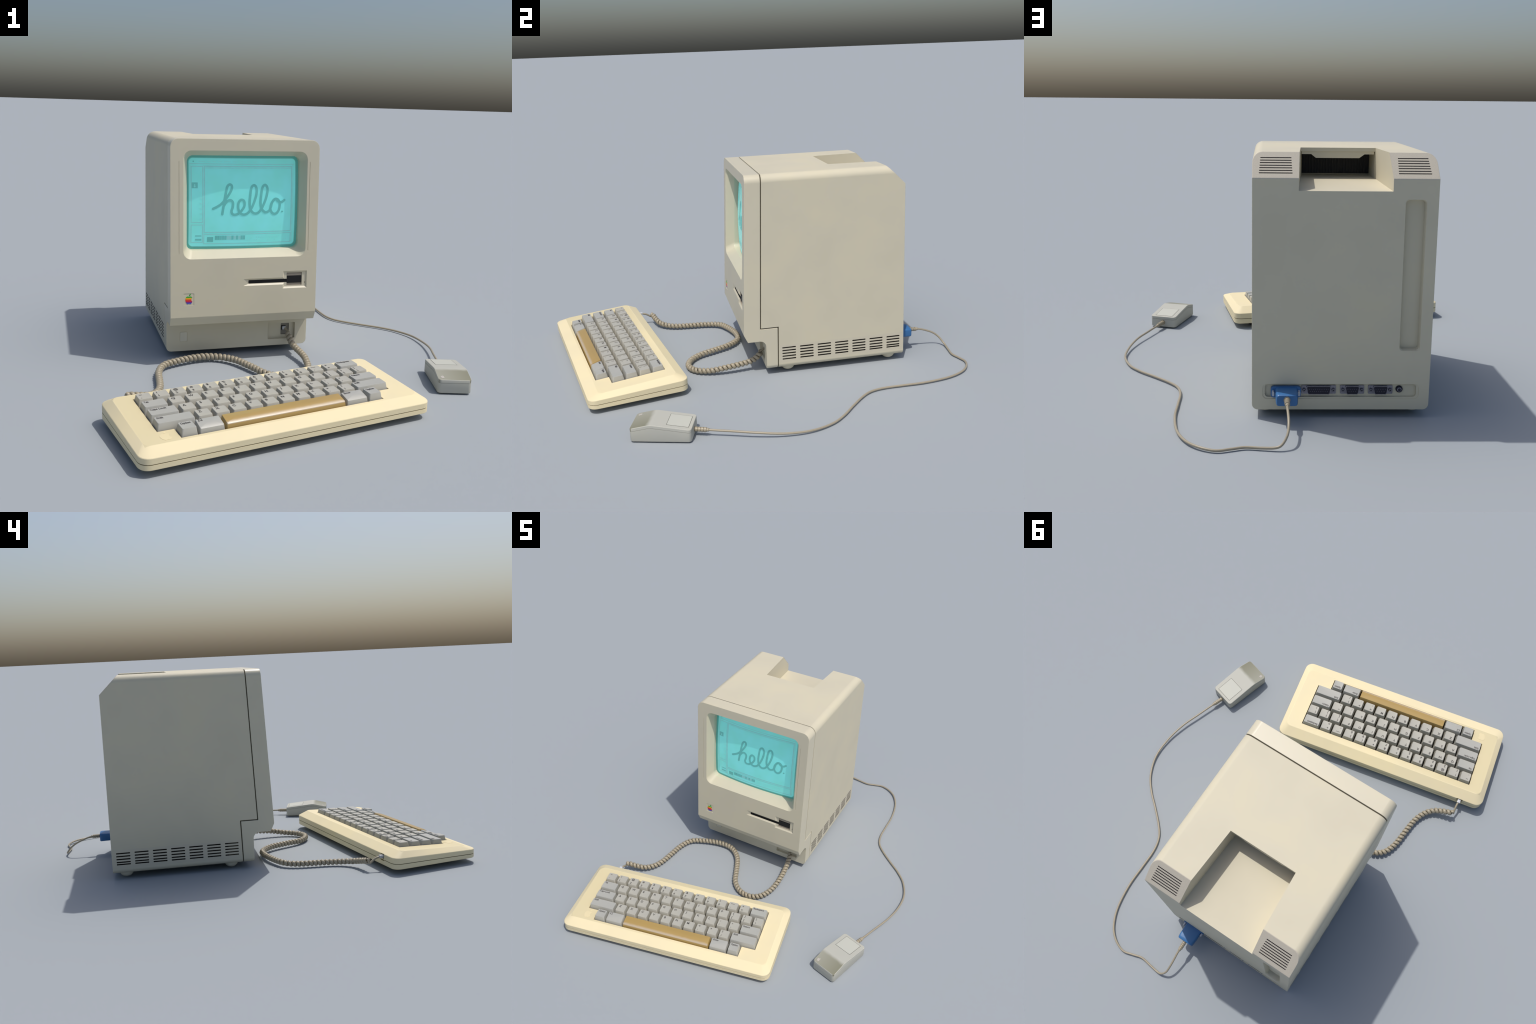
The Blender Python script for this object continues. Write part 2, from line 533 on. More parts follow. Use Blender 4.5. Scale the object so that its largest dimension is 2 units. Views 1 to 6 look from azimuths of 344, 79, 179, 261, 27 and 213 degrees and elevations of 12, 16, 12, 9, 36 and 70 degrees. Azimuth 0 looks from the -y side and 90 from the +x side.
# --- picture tube
SC = Vector((-.1265, 0, .689))
tube_y = lambda x, z: -.0045 + .0469 * z + .28 * (x * x + z * z)
def on_tube(x, z, lift=0.0):
    return (x, tube_y(x, z) - lift, z)
N = 28
V, F = [], []
for j in range(N + 1):
    for i in range(N + 1):
        x, z = (2 * i / N - 1) * (SX + .008) - .0045, (2 * j / N - 1) * (SZ + .008) + .0062
        V.append(on_tube(x, z))
for j in range(N):
    for i in range(N):
        a = j * (N + 1) + i
        F.append((a, a + 1, a + N + 2, a + N + 1))
tubeobj = obj('picture_tube', mesh('picture_tube', V, F, m_tube, 60), pc)
tubeobj.location = SC
for p in tubeobj.data.polygons[:1]:
    if p.normal.y > 0:
        tubeobj.data.flip_normals()

def ribbon(name, path, w, mats, lift, thick=.0006):
    """Rounded-end brush stroke of half-width w lying on the tube."""
    path = [Vector((p[0], p[1], 0)) for p in path]
    L, R = [], []
    for i, p in enumerate(path):
        t = (path[min(i + 1, len(path) - 1)] - path[max(i - 1, 0)]).normalized()
        nrm = Vector((-t.y, t.x, 0))
        L.append(p + nrm * w)
        R.append(p - nrm * w)
    def cap(p, t):
        a0 = math.atan2(t.y, t.x)
        return [p + w * Vector((math.cos(a0 + rad(a)), math.sin(a0 + rad(a)), 0)) for a in (60, 30, 0, -30, -60)]
    n = len(path)
    V, F = [], []
    for h in (lift, lift - thick):
        for q in L + R:
            V.append(on_tube(q.x, q.y, h))
    m = 2 * n
    for i in range(n - 1):
        F += [(i, i + 1, n + i + 1, n + i)]
        F += [(i, m + i, m + i + 1, i + 1), (n + i, n + i + 1, m + n + i + 1, m + n + i)]
    ends = [(path[0], (path[0] - path[1]).normalized(), n, 0), (path[-1], (path[-1] - path[-2]).normalized(), n - 1, 2 * n - 1)]
    for p, t, a, b in ends:
        c = cap(p, t)
        k0 = len(V)
        V += [on_tube(q.x, q.y, lift) for q in c]
        F.append((a,) + tuple(range(k0, k0 + 5)) + (b,))
    me = bpy.data.meshes.new(name)
    me.from_pydata(V, [], F)
    bm = bmesh.new(); bm.from_mesh(me)
    for f in bm.faces:
        if f.normal.y > .2:
            f.normal_flip()
    bm.to_mesh(me); bm.free()
    finish(me, mats, 60)
    return me

def panel(x0, x1, z0, z1, lift=.0004, seg=12):
    V, F = [], []
    nx, nz = max(1, int((x1 - x0) / .02)), max(1, int((z1 - z0) / .02))
    for j in range(nz + 1):
        for i in range(nx + 1):
            V.append(on_tube(x0 + (x1 - x0) * i / nx, z0 + (z1 - z0) * j / nz, lift))
    for j in range(nz):
        for i in range(nx):
            a = j * (nx + 1) + i
            F.append((a, a + 1, a + nx + 2, a + nx + 1))
    me = bpy.data.meshes.new('p')
    me.from_pydata(V, [], F)
    return me

def on_screen(name, me):
    o = obj(name, me, tubeobj)
    return o

# the word drawn in one brush line
stroke_h = [(-.1394, -.019), (-.1213, -.0103), (-.1014, .0037), (-.0816, .0266), (-.0654, .0513), (-.0583, .069), (-.0603, .0814), (-.0694, .0839),
            (-.0784, .0744), (-.0837, .0514), (-.0888, .0231), (-.094, -.0088), (-.0992, -.0425)]
stroke_ello = [(-.0947, -.0105), (-.0814, .0107), (-.065, .0176), (-.0539, .0087), (-.0537, -.0109), (-.059, -.0287), (-.0552, -.0413), (-.0441, -.045),
               (-.0276, -.0398), (-.013, -.0257), (-.0021, -.0061), (-.0043, .0136), (-.0173, .0191), (-.0282, .0067), (-.0297, -.0165), (-.0221, -.0363),
               (-.0053, -.0448), (.015, -.0368), (.0314, -.0136), (.0458, .0222), (.0527, .0544), (.0487, .074), (.0392, .0812), (.0283, .0705),
               (.0232, .0367), (.0212, .0009), (.026, -.0243), (.0412, -.0396), (.0599, -.0373), (.0764, -.0176), (.0927, .0183), (.1014, .0542),
               (.0992, .0739), (.0896, .0822), (.0786, .0722), (.0728, .04), (.0704, .004), (.0765, -.0213), (.0918, -.0352), (.1087, -.0307),
               (.1179, -.0144), (.1239, .0072), (.1361, .0209), (.1513, .0178), (.1594, -.0003), (.1561, -.0257), (.1431, -.042), (.1279, -.0418),
               (.1182, -.0289), (.1167, -.0126), (.1224, .0054), (.138, .0205), (.1515, .0113), (.163, .0069), (.1725, .0097), (.1807, .0158)]
flat = lambda s: [(p.x, p.y) for p in smooth_path([(x, z, 0) for x, z in s], 6)]
on_screen('hello_lettering', ribbon('hello_lettering', flat(stroke_h),   .0054, m_hello, .0012))
on_screen('hello_lettering', ribbon('hello_lettering', flat(stroke_ello),   .0054, m_hello, .0016))
on_screen('hello_lettering', ribbon('hello_lettering', [(.1704, -.0343), (.1716, -.0343), (.1728, -.0343)], .0034, m_hello, .0012))

# drawing-program window furniture
def strips(name, rects, mat, lift=.0004):
    on_screen(name, joined(name, [panel(*r, lift=lift) for r in rects], mat, 60))
t = .0028
frame = lambda x0, x1, z0, z1, t=t: [(x0, x1, z1 - t, z1), (x0, x1, z0, z0 + t), (x0, x0 + t, z0 + t, z1 - t), (x1 - t, x1, z0 + t, z1 - t)]
strips('window_frame', frame(-.178, .2165, -.1235, .1625, .0045) + frame(-.178, .2165, -.1720, -.1280, .0034) + frame(-.2330, -.1815, -.0790, .1610, .0034)
       + frame(-.2330, -.1815, -.1665, -.0870, .0034) + [(-.239, .224, .1685, .1715)], m_line)
strips('window_frame', [(-.2400, -.2335, -.170, .166), (-.1812, -.1783, -.170, .166), (.2170, .2235, -.170, .166), (-.174, .212, .1500, .1570)], m_faint, .0003)
strips('tool_icon', [(-.2301, -.2045, .0677, .0921)], m_ink2, .0006)
strips('tool_icon', [(-.2190, -.2155, .0715, .0850), (-.2212, -.2130, .0745, .0780)], m_faint, .0009)
strips('line_width_bar', [(-.2145, -.1875, -.1391, -.1340), (-.2145, -.1875, -.1570, -.1490)], m_ink2, .0006)
strips('pattern_swatch', [(-.1632, -.1365, -.1630, -.1414)], m_hello, .0006)
pat = [(-.1294 + .0103 * i, -.1294 + .0103 * i + .0097, -.1541, -.1361) for i in range(13)]
strips('pattern_swatch', [p for i, p in enumerate(pat) if i in (0, 1)], m_hello, .0006)
strips('pattern_swatch', [p for i, p in enumerate(pat) if i in (2, 3, 4, 7, 9, 11, 12)], m_ink2, .0006)
strips('pattern_swatch', [p for i, p in enumerate(pat) if i in (5, 6, 8, 10)], m_line, .0006)
rng = random.Random(3)
strips('pattern_swatch', [(.012 + .0105 * i, .012 + .0105 * i + .004, -.158 + .011 * j, -.154 + .011 * j) for i in range(18) for j in range(2) if rng.random() < .6], m_faint, .0006)
strips('menu_text', [(-.2250, -.2195, .1770, .1825)], m_ink2, .0006)
words, x = [], -.2
while x < .05:
    w = rng.uniform(.012, .03)
    words.append((x, x + w, .1780, .1815))
    x += w + .009
strips('menu_text', words, m_faint, .0006)
strips('tool_icon', [(-.196, -.186, -.066 + .022 * i, -.060 + .022 * i) for i in range(5)] + [(-.193, -.190, .12, .133)], m_faint, .0006)

# --- handle recess lining
flap = [(.0085, .9522), (.0085, .9420), (-.0288, .9420), (-.0472, .9275), (-.2148, .9275), (-.2351, .9420), (-.2715, .9420), (-.2715, .9522)]
obj('handle_grip', prism('handle_grip', flap, 'y', .383, .3975, m_case), pc)
ribs = [box('r', -.262 + .0115 * i, -.256 + .0115 * i, .2885, .2920, .859, .936, m_black) for i in range(23)]
plate = box('r', -.2680, .0015, .2855, .2890, .858, .9400, m_black)
obj('handle_back_panel', joined('handle_back_panel', ribs + [plate], m_black), pc)

# --- feet
foot = lathe('foot', [(.0035, .004), (.0045, .012), (.0075, .020), (.0125, .0265), (.0200, .0315), (.0310, .0345)], m_case, (0, 0, 0), (0, 0, 1), 28)
for x in (.146, -.408):
    for y in (.145, .656):
        o = obj('foot', foot, pc)
        o.location = (x, y, 0)

# --- rear connectors
py = .7076
def d_connector(x0, x1, pins):
    """Metal flange, D-shaped shell with pin holes, two jack screws."""
    cx, hw = (x0 + x1) / 2, abs(x1 - x0) / 2
    base = prism('connector', rrect(-hw, hw, -.0165, .0165, .003, 2), 'y', 0, .005, m_metal)
    c = obj('connector', base, pc)
    c.location = (cx, py, .1048)
    w = hw - .0200
    D = lambda g: [(-w - g + .003, .0135 + g), (w + g - .003, .0135 + g), (w + g, .010 + g), (w - .004 + g, -.0115 - g), (w - .008 + g, -.0145 - g), (-w + .008 - g, -.0145 - g), (-w + .004 - g, -.0115 - g), (-w - g, .010 + g)]
    shell = obj('connector_shell', boolean(prism('connector_shell', D(.0018), 'y', .004, .0125, m_metal), [prism('c', D(0), 'y', .0085, .05, m_portblack)], m_metal), c)
    inner = obj('connector_face', prism('connector_face', D(-.0006), 'y', .006, .0115, m_portblack), c)
    pinm = []
    for row, (n, z) in enumerate(((pins, .0035), (pins - 1, -.0055))):
        for i in range(n):
            px = (i - (n - 1) / 2) * (2 * w - .016) / (pins - 1)
            pinm.append(lathe('p', [(0, .0013), (.0006, .0010)], m_metal, (px, .0114, z), (0, 1, 0), 6))
    obj('connector_pin', joined('connector_pin', pinm, m_metal), c)['kind'] = 'stuff'
    for sx in (-1, 1):
        sc = lathe('jack_screw', [(0, .0068), (.006, .0068), (.0075, .0055), (.0085, .0052)], m_metal, (0, 0, 0), (0, 1, 0), 6)
        o = obj('jack_screw', sc, c)
        o.location = (sx * (hw - .0095), .005, 0)
        h = obj('jack_screw_hole', lathe('jack_screw_hole', [(0, .0032), (.0090, .0032)], m_portblack, (0, 0, 0), (0, 1, 0), 10), c)
        h.location = (sx * (hw - .0095), .005, 0)
d_connector(.0116, -.1148, 10)
d_connector(-.1309, -.2192, 5)
d_connector(-.2341, -.3243, 5)
obj('audio_jack', lathe('audio_jack', [(0, .0130), (.006, .0130), (.0085, .0110), (.0085, .0090)], m_portblack, (-.3486, py, .1065), (0, 1, 0), 20), pc)
obj('audio_jack_ring', lathe('audio_jack_ring', [(.0, .0080), (.0100, .0080), (.0106, .0062)], m_metal, (-.3486, py, .1065), (0, 1, 0), 18), pc)
obj('audio_jack_hole', lathe('audio_jack_hole', [(.0, .0056), (.0112, .0056)], m_portblack, (-.3486, py, .1065), (0, 1, 0), 14), pc)

# =================================================================== KEYBOARD
KA, KO = rad(11.35), Vector((-.2040, -.6762, 0))
KM = Matrix.Translation(KO) @ Matrix.Rotation(KA, 4, 'Z')
kb = bpy.data.objects.new('keyboard', None)
COL.objects.link(kb)
kb.matrix_world = KM
kb['label'] = 'yellowed cream wedge keyboard with grey keys and coiled cable'
kb['category'] = 'keyboard'

K0, K1, D0, D1 = -.5530, .5585, -.2285, .2245
rim_z = lambda b: .0702 + .0300 * b
deck_z = lambda b: .0912 + .0610 * b
seam_z = lambda b: .0448 + .0150 * b
def kring(i, zf, r, di=None):
    di = i if di is None else di
    return [(x, y, zf(y)) for x, y in rrect(K0 + i, K1 - i, D0 + di, D1 - di, r, 7)]
shell = loft('kb', [kring(.0, lambda b: seam_z(b) + .0015, .038), kring(.0, lambda b: rim_z(b) - .002, .038), kring(.0012, rim_z, .038),
                    kring(.0270, lambda b: deck_z(b) - .0007, .026, .0475), kring(.0290, deck_z, .025, .0500)], m_deck, 14)
UX, UY = .0630, .0620
W0, W1, WT = -.4590, .4545, .1420
well_poly = [(W0, WT - 4 * UY), (-.4005, WT - 4 * UY), (-.4005, WT - 5 * UY), (.3845, WT - 5 * UY), (.3845, WT - 4 * UY), (W1, WT - 4 * UY), (W1, WT), (W0, WT)]
well = prism('well', well_poly, 'z', .040, .30, m_kb)
jack_notch = box('jn', -.4560, -.4240, .2120, .30, .0535, .0770, m_kb)
shell = boolean(shell, [well, jack_notch], m_kb, angle=14)
obj('keyboard_top_shell', shell, kb)
tray = loft('kb', [kring(.0055, lambda b: .0215, .032), kring(.0030, lambda b: .0220, .034), kring(.0, lambda b: .0245, .038), kring(.0, lambda b: seam_z(b) - .0015, .038)], m_kb, 25)
tray = boolean(tray, [box('jn', -.4560, -.4240, .2120, .30, .0430, .0770, m_kb)], m_kb, angle=25)
obj('keyboard_tray', tray, kb)
obj('keyboard_seam', boolean(loft('keyboard_seam', [kring(.003, lambda b: seam_z(b) - .003, .034), kring(.003, lambda b: seam_z(b) + .003, .034)], m_kbseam), [box('jn', -.46, -.42, .2, .3, .03, .09, m_kbseam)], m_kbseam), kb)
obj('key_well_floor', prism('key_well_floor', [(x * .9985, y * .9985) for x, y in well_poly], 'z', .0420, .0590, m_well), kb)
pad = lathe('keyboard_foot', [(0, .016), (.003, .018), (.0225, .018)], m_black, (0, 0, 0), (0, 0, 1), 20)
for x in (-.46, .46):
    for y in (-.15, .16):
        o = obj('keyboard_foot', pad, kb)
        o.location = (x, y, 0)
km = fruit_mark('keyboard_mark', .040, .0006, m_mark)
o = obj('keyboard_mark', km, kb)
o.location = (-.4430, -.1450, deck_z(-.1450) + .0001)
o.rotation_euler = (rad(-90) + math.atan(.061), 0, 0)
o = None

key_z = lambda b: .1128 + .0500 * b
def keycap(name, units, mat, kind='dish'):
    w, d = units * UX - .0042, UY - .0042
    tw, td = w - .0122, d - .0135
    def ring(w, d, r, z, dy=0, crown=0):
        out = []
        for x, y in rrect(-w / 2, w / 2, -d / 2, d / 2, r, 4):
            y2 = y + dy
            out.append((x, y2, z + (0 if not crown else -crown * max(0, (-y2 / (td / 2) + .10)) ** 1.8)))
        return out
    if kind == 'bar':
        c = .0085
        td = d - .0110
        tw = w - .0085
        rings = [ring(w, d, .003, -.062), ring(w - .0016, d - .0016, .0034, -.030), ring(tw + .0022, td + .0022, .004, -.0016, 0, c), ring(tw, td, .0035, 0, 0, c)]
        for f in (.85, .7, .55, .4, .2):
            rings.append([(x * f if units < 3 else x - math.copysign(min(abs(x), (1 - f) * td), x), y * f, -c * max(0, (-y * f / (td / 2) + .10)) ** 1.8) for x, y, z in rings[3]])
    else:
        dish = .0011
        rings = [ring(w, d, .003, -.062), ring(w - .0016, d - .0016, .0034, -.030), ring(tw + .0014, td + .0014, .0050, -.0009, .0006), ring(tw, td, .0046, 0, .0006)]
        for f in (.86, .72, .5, .25):
            rings.append([(x * f, y * f, -dish * (1 - f * f)) for x, y, z in rings[3]])
    return loft(name, rings, mat, 28)

def legend(text, size, width=None):
    c = bpy.data.curves.new('legend', 'FONT')
    c.body, c.size, c.extrude, c.offset = text, size, .00012, .00028
    c.align_x, c.align_y = 'LEFT', 'CENTER'
    c.resolution_u = 3
    o = bpy.data.objects.new('t', c)
    COL.objects.link(o)
    dg = bpy.context.evaluated_depsgraph_get()
    dg.update()
    me = bpy.data.meshes.new_from_object(o.evaluated_get(dg))
    bpy.data.objects.remove(o)
    xs = [v.co.x for v in me.vertices]
    ys = [v.co.y for v in me.vertices]
    if not xs:
        return me
    f = 1 if width is None else width / (max(xs) - min(xs))
    mx, my = min(xs), (min(ys) + max(ys)) / 2
    for v in me.vertices:
        v.co.x = (v.co.x - mx) * f
        v.co.y = v.co.y - my
    me.name = 'legend'
    finish(me, m_legend)
    return me

def square_loop():
    """Looped-square command symbol."""
    s, q = .0042, .0024
    pts = []
    for cx, cy, a0 in ((1, 1, -90), (-1, 1, 0), (-1, -1, 90), (1, -1, 180)):
        for i in range(10):
            a = rad(a0 + 270 * i / 9)
            pts.append(Vector((cx * (s + q) + q * math.cos(a) , cy * (s + q) + q * math.sin(a), 0)))
    pts = [p * .62 for p in pts] + [pts[0] * .62]
    me = tube('legend', [Vector((p.x * 1.2 + .0065, p.y * 1.2, 0)) for p in pts], .0007, m_legend, 5)
    return me

slope_k = Matrix.Rotation(math.atan(.056), 4, 'X')
cap_mesh = {}
def put_key(u, row, units, labels, mat, kind='dish'):
    """u: left edge in key units from the well's left side; labels: (upper, lower) or word."""
    key = (units, mat.name, kind)
    if key not in cap_mesh:
        cap_mesh[key] = keycap('key', units, mat, kind)
    x = W0 + (u + units / 2) * UX
    y = WT - (row + .5) * UY
    o = obj('key' if units < 4 else 'spacebar', cap_mesh[key], kb)
    jz = random.uniform(-.0004, .0004)
    o.matrix_local = Matrix.Translation((x, y, key_z(y) + jz)) @ slope_k
    hw = (units * UX - .0167) / 2
    for text, ty in labels:
        if text == '@loop':
            me = square_loop()
            lx = -hw + .0045
        elif len(text) > 2:
            me = legend(text, .0145, {'Tab': .0165, 'Caps Lock': .058, 'Shift': .0235, 'Option': .0345, 'Enter': .028, 'Return': .035, 'Backspace': .056}[text])
            lx = -hw + (.0055 if text != 'Option' else .0052)
        else:
            me = legend(text, .0175 if ty > -.005 or text.isdigit() else .016, .020 if text == '\u2014' else None)
            lx = -hw + .0085
        t = obj('legend', me, o)
        lift = .0007 if kind == 'dish' else .0004
        if kind != 'dish':
            ty = min(ty + .003, .0165)
        q = min(1, (ty - .0006) / .022)
        t.location = (lx, ty, (-.00075 if kind == 'dish' else 0) + lift)
up, dn = .0120, -.0120
rows = [
    [(1, a, b) for a, b in zip('~!@#$%^&*()\u2014+', '`1234567890-=')] + [(1.5, 'Backspace', None)],
    [(1.5, 'Tab', None)] + [(1, c, None) for c in 'QWERTYUIOP'] + [(1, '{', '['), (1, '}', ']'), (1, '|', '\\')],
    [(1.75, 'Caps Lock', None)] + [(1, c, None) for c in 'ASDFGHJKL'] + [(1, ':', ';'), (1, '"', "'"), (1.75, 'Return', None)],
    [(2.25, 'Shift', None)] + [(1, c, None) for c in 'ZXCVBNM'] + [(1, '<', ','), (1, '>', '.'), (1, '?', '/'), (2.25, 'Shift', None)],
]
for r, row in enumerate(rows):
    u = 0
    for w, a, b in row:
        word = len(a) > 2
        labels = [(a, .0145 if word else (up if b else .0105))] + ([(b, dn)] if b else [])
        put_key(u, r, w, labels, m_mod if word else m_key)
        u += w
u = (-.4005 - W0) / UX
for w, text, kind in ((1, 'Option', 'dish'), (1.5, '@loop', 'bar'), (7.46, None, 'bar'), (1.5, 'Enter', 'bar'), (1, 'Option', 'dish')):
    put_key(u, 4, w, [(text, .0125)] if text else [], m_space if w > 4 else m_mod, kind)
    u += w

# --- coiled cable
def world_child(name, me, parent):
    o = obj(name, me)
    o.parent = parent
    o.matrix_parent_inverse = parent.matrix_world.inverted()
    return o
bpy.context.view_layer.update()
G = .0155
coil_ctrl = [(-.685, -.470, .049), (-.660, -.4615, .044), (-.640, -.4555, .0385), (-.621, -.4465, .034), (-.603, -.4385, .029), (-.588, -.4245, .025), (-.574, -.4100, .0225),
             (-.554, -.374, .0185), (-.541, -.329, .017), (-.5355, -.286, .017), (-.5310, -.242, .017), (-.527, -.198, .017), (-.518, -.157, .0175), (-.5025, -.120, .019),
             (-.478, -.0935, .021), (-.444, -.0755, .0215), (-.4105, -.061, .022), (-.3766, -.050, .0225), (-.340, -.040, .0225), (-.3005, -.035, .022), (-.2625, -.0365, .020),
             (-.2180, -.058, .020), (-.1765, -.101, .021), (-.1475, -.155, .020), (-.1220, -.211, .0195), (-.1005, -.257, .017), (-.0715, -.292, .0155), (-.034, -.3165, G),
             (.010, -.3265, G), (.052, -.316, G), (.085, -.289, .0165), (.103, -.253, .0180), (.1136, -.220, .0210), (.119, -.184, .0268), (.122, -.154, .0318),
             (.120, -.104, .0368), (.115, -.063, .0408), (.111, -.030, .0468), (.107, -.007, .0565), (.1045, .0117, .0715), (.103, .024, .0865)]
path, length = resample(smooth_path(coil_ctrl, 10), .0011)
TURNS = 76
R, HW, HT = .0093, .0086, .0058       # coil radius, half-width along axis, half-thickness
spine_len = len(path) - 1
V, F = [], []
frames, prev = [], Vector((0, 0, 1))
for i, p in enumerate(path):
    t = (path[min(i + 3, spine_len)] - path[max(i - 3, 0)]).normalized()
    a = (prev - t * prev.dot(t)).normalized()
    prev = a
    frames.append((p, t, a, t.cross(a)))
def at(s):
    f = s * spine_len
    i = min(int(f), spine_len - 1)
    return [u.lerp(v, f - i) for u, v in zip(frames[i], frames[i + 1])]
steps, sides = TURNS * 22, 9
for i in range(steps + 1):
    s = i / steps
    p, t, a, b = at(s)
    ph = 2 * math.pi * TURNS * s
    rad_dir = math.cos(ph) * a + math.sin(ph) * b
    c = p + rad_dir * R
    tang = (t * (length / TURNS / (2 * math.pi)) + R * (-math.sin(ph) * a + math.cos(ph) * b)).normalized()
    wide = (t - tang * t.dot(tang)).normalized()
    for k_ in range(sides):
        q = 2 * math.pi * k_ / sides
        V.append(c + wide * (HW * math.cos(q)) + rad_dir * (HT * math.sin(q)))
for i in range(steps):
    for k_ in range(sides):
        F.append((i * sides + k_, i * sides + (k_ + 1) % sides, (i + 1) * sides + (k_ + 1) % sides, (i + 1) * sides + k_))
F.append(tuple(range(sides)))
F.append(tuple(range(steps * sides, (steps + 1) * sides)))
world_child('coiled_cable', mesh('coiled_cable', V, F, m_cord, 70), kb)
# straight leads and clear plugs at both ends
jack = KM @ Vector((-.4400, .2300, .0640))
p, t, a, b = at(0)
s0 = p + a * R
lead = smooth_path([s0 + t * .004, s0 - t * .004 + Vector((0, -.004, .001)), jack.lerp(s0, .55) + Vector((0, 0, .002)), jack + Vector((0, 0, 0))], 8)
s0 = p + (math.cos(0) * a) * R
low = p - Vector((0, 0, 1)) * R
lead = smooth_path([p + a * R + t * .003, p + a * .004 - t * .004, low - t * .004 + Vector((.0, -.006, -.002)), low.lerp(jack, .55) + Vector((0, 0, .004)), jack], 8)
world_child('cable_lead', tube('cable_lead', lead, .0050, m_cord, 10), kb)
plug = prism('cable_plug', rrect(-.0075, .0075, -.0068, .0068, .0015, 2), 'y', -.012, .0175, m_clear)
o = obj('cable_plug', plug, kb)
o.location = (-.4400, .2235, .0640)
p, t, a, b = at(1)
e0 = p + (math.cos(2 * math.pi * TURNS) * a) * R
lead = smooth_path([e0, p + t * .010, Vector((.094, .046, .1035)), Vector((.0895, .056, .1060))], 8)
world_child('cable_lead', tube('cable_lead', lead, .0052, m_cord, 10), kb)
world_child('cable_plug', prism('cable_plug', rrect(.0815, .0970, .0985, .1130, .0015, 2), 'y', .0445, .060, m_clear), kb)

# =================================================================== MOUSE
MA, MO = rad(-16.2), Vector((.6326, -.4833, 0))
MM = Matrix.Translation(MO) @ Matrix.Rotation(MA, 4, 'Z')
mouse = bpy.data.objects.new('mouse', None)
COL.objects.link(mouse)
mouse.matrix_world = MM
mouse['label'] = 'boxy grey one-button mouse with long thin beige cord'
mouse['category'] = 'computer mouse'
bpy.context.view_layer.update()
MW, ML, RIDGE = .0670, .1265, -.0430
def top_z(y):
    z = .0772 - .0185 / .0835 * max(0, RIDGE - y) - .0210 / .1695 * max(0, y - RIDGE)
    w = .014                                       # soften the ridge
    if abs(y - RIDGE) < w:
        h = (w - abs(y - RIDGE)) / w
        z -= .0012 * h * h
    return z
def m_outline(i, r=.014):
    """Outline as mirrored left/right columns sharing y values."""
    hw, hl = MW - i, ML - i
    r = max(.003, r - i * .6)
    ys = [(-hl + r - r * math.cos(rad(a)), hw - r + r * math.sin(rad(a))) for a in range(0, 91, 15)]
    mid = [-.09, -.070] + [RIDGE + d_ for d_ in (-.014, -.009, -.0045, 0, .0045, .009, .014)] + [0, .05, .09]
    ys += [(y, hw) for y in mid]
    ys += [(hl - r + r * math.sin(rad(a)), hw - r + r * math.cos(rad(a))) for a in range(0, 91, 15)]
    return ys
def m_shell(name, levels, mat, angle=30):
    """levels: (inset, z function). Lofted sides plus a strip-built top and bottom."""
    V, F = [], []
    cols = [m_outline(i) for i, z in levels]
    n = len(cols[0])
    for (i, zf), c in zip(levels, cols):
        V += [(-x, y, zf(y)) for y, x in c] + [(x, y, zf(y)) for y, x in c]
    for j in range(len(levels) - 1):
        a, b = j * 2 * n, (j + 1) * 2 * n
        for i in range(n - 1):
            F.append((a + i, a + i + 1, b + i + 1, b + i))
            F.append((a + n + i, b + n + i, b + n + i + 1, a + n + i + 1))
        F.append((a, b, b + n, a + n))
        F.append((a + n - 1, a + 2 * n - 1, b + 2 * n - 1, b + n - 1))
    for a in (0, (len(levels) - 1) * 2 * n):
        for i in range(n - 1):
            F.append((a + i, a + i + 1, a + n + i + 1, a + n + i))
    return mesh(name, V, F, mat, angle)
low_z = lambda y: .0026
obj('mouse_base', m_shell('mouse_base', [(.0040, lambda y: .0020), (.0012, lambda y: .0035), (0, lambda y: .0065), (0, lambda y: top_z(y) - .0142)], m_mouse), mouse)
obj('mouse_seam', m_shell('mouse_seam', [(.0012, lambda y: top_z(y) - .017), (.0012, lambda y: top_z(y) - .010)], m_groove), mouse)
obj('mouse_cover', m_shell('mouse_cover', [(0, lambda y: top_z(y) - .0130), (0, lambda y: top_z(y) - .0022), (.0006, lambda y: top_z(y) - .0008), (.0020, top_z)], m_mousetop, 22), mouse)
slope_b = -.0210 / .1695
def on_top(x0, x1, y0, y1, lift, thick, name, mat):
    ring = lambda h: [(x, y, top_z(y) + h) for x, y in ((x0, y0), (x1, y0), (x1, y1), (x0, y1))]
    return loft(name, [ring(lift - thick), ring(lift)], mat)
obj('mouse_button_gap', on_top(-.0462, .0462, .0220, .1135, .00025, .003, 'mouse_button_gap', m_groove), mouse)
obj('mouse_button', on_top(-.0446, .0446, .0236, .1119, .0006, .004, 'mouse_button', m_button), mouse)
fm = fruit_mark('mouse_mark', .0165, .0007, m_mousemark)
o = obj('mouse_mark', fm, mouse)
o.location = (-.0465, -.1070, top_z(-.1070) + .0001)
o.rotation_euler = (rad(-90) + math.atan(.2215), 0, 0)
pad = lathe('mouse_foot', [(0, .008), (.0022, .009), (.0035, .009)], m_black, (0, 0, 0), (0, 0, 1), 16)
for x, y in ((-.045, -.1), (.045, -.1), (-.045, .1), (.045, .1)):
    o = obj('mouse_foot', pad, mouse)
    o.location = (x, y, 0)

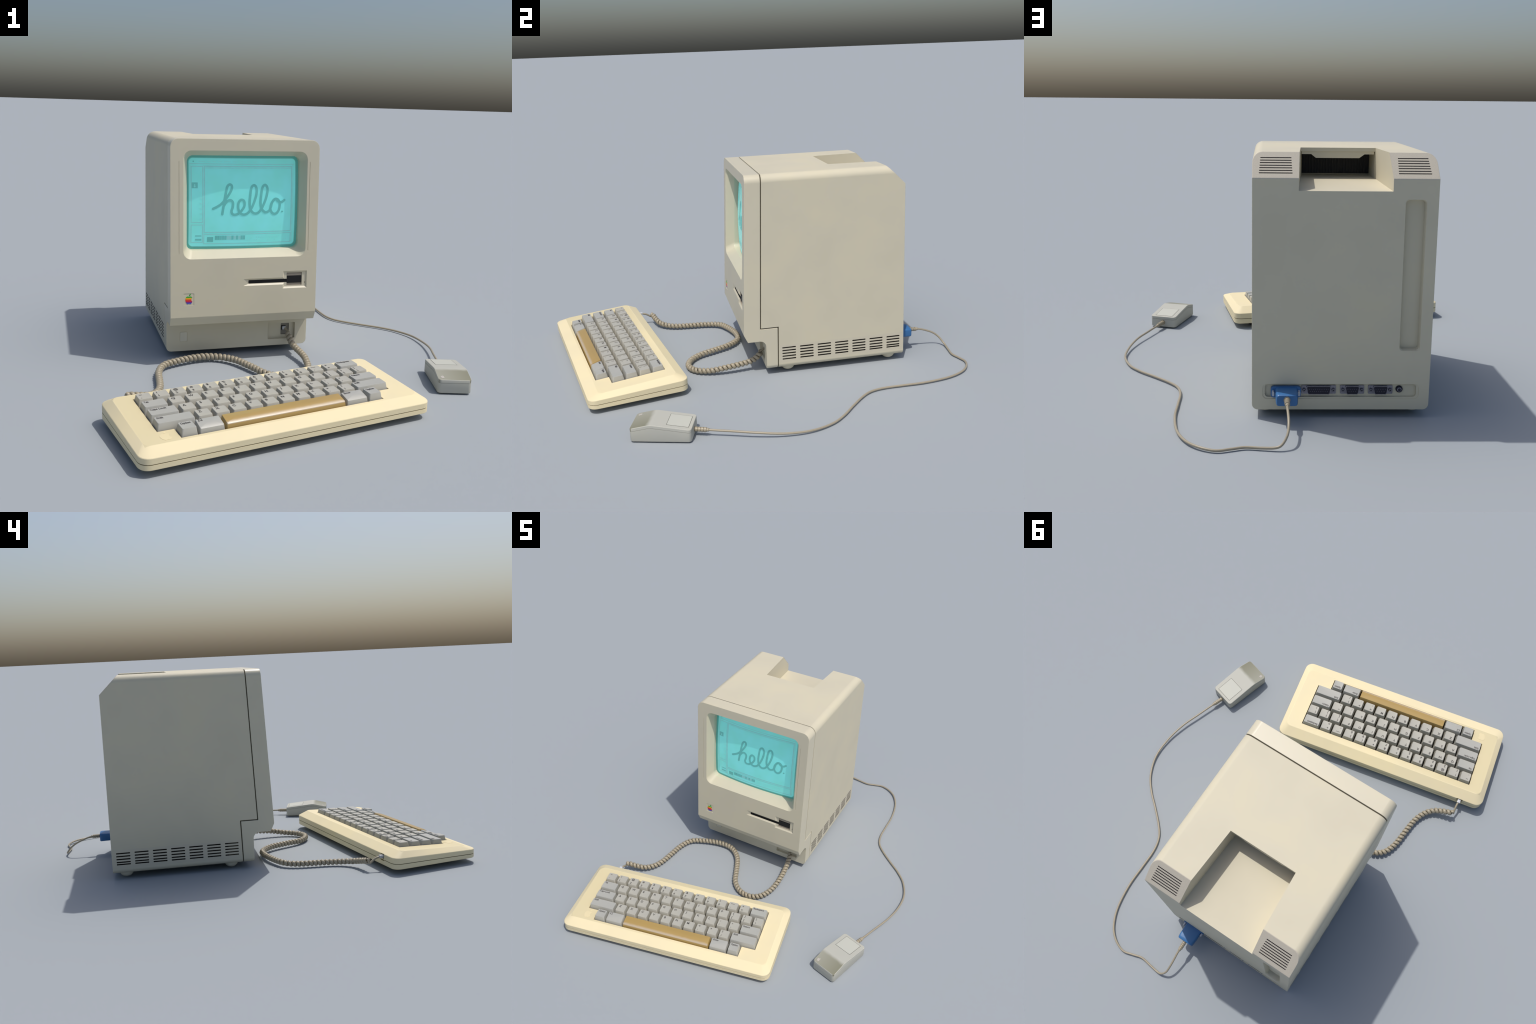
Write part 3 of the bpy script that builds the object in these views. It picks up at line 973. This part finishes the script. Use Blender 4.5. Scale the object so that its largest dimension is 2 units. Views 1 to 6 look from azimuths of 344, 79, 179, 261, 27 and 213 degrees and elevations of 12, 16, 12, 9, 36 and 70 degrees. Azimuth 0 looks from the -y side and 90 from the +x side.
def strain_relief(a, b):
    """Ribbed boot from a to b (b is the thin end)."""
    a, b = Vector(a), Vector(b)
    L_ = (b - a).length
    prof = [(-.004, .0125), (.002, .0125), (.0022, .0092)]
    for i in range(4):
        s0 = .004 + i * (L_ - .014) / 4
        s1 = s0 + (L_ - .014) / 4
        prof += [(s0, .0070), (s0 + .0008, .0098), ((s0 + s1) / 2, .0102), (s1 - .0016, .0098), (s1 - .0008, .0070)]
    prof += [(L_ - .0095, .0078), (L_ - .002, .0072), (L_, .0055)]
    return lathe('strain_relief', prof, m_cord, a, b - a, 18, 50)
m_end = Vector((.6900, -.3040, .0255))
m_start = MM @ Vector((.0005, ML - .001, .0265))
world_child('strain_relief', strain_relief(m_start, m_end), mouse)
p_start, p_end = Vector((.0672, .7985, .1005)), Vector((.0672, .8480, .0990))
world_child('strain_relief', strain_relief(p_start, p_end), mouse)
g = .0050
cord_ctrl = [(.6830, -.3240, .0265), m_end, (.7062, -.2590, .0245), (.7215, -.2150, .0237), (.7557, -.1175, .0210), (.7765, -.010, .0130), (.7745, .1010, .0085), (.7365, .2000, .0055), (.6800, .2690, g), (.6090, .3310, g),
             (.5380, .3970, g), (.4980, .4500, g), (.4800, .5180, g), (.4780, .6100, g), (.4765, .7250, .0055), (.4560, .8440, .0065), (.4180, .9250, .0070), (.3690, .9720, .0070), (.3100, .9945, g),
             (.2590, .9835, g), (.2120, .9710, g), (.1550, .9775, .0055), (.1080, .9825, .0090), (.0860, .9780, .0200), (.0690, .9590, .0460), (.0645, .9270, .0700), (.0655, .8850, .0880), (.0672, .8600, .0960), (.0672, .8420, .0992)]
cpath, _ = resample(smooth_path(cord_ctrl, 10), .006)
world_child('mouse_cord', tube('mouse_cord', cpath, .0048, m_cord, 12), mouse)
# blue plug
flange = prism('plug_flange', rrect(.0139, .1250, .0785, .1200, .012, 5), 'y', .7090, .7250, m_blue)
fl = world_child('plug_flange', flange, mouse)
body = loft('plug_body', [[(x, y, z) for x, z in rrect(.0672 - w, .0672 + w, z0, z1, r, 5)] for y, w, z0, z1, r in
                          ((.720, .0405, .0775, .1180, .008), (.765, .0405, .0770, .1180, .008), (.7850, .0395, .0760, .1190, .009), (.7945, .0382, .0755, .1185, .009), (.7990, .0355, .0780, .1160, .008))], m_blue, 40)
world_child('plug_body', body, mouse)
for x in (.0215, .1165):
    world_child('plug_screw', prism('plug_screw', rrect(x - .0042, x + .0042, .0900, .1075, .004, 4), 'y', .722, .7400, m_clear), mouse)
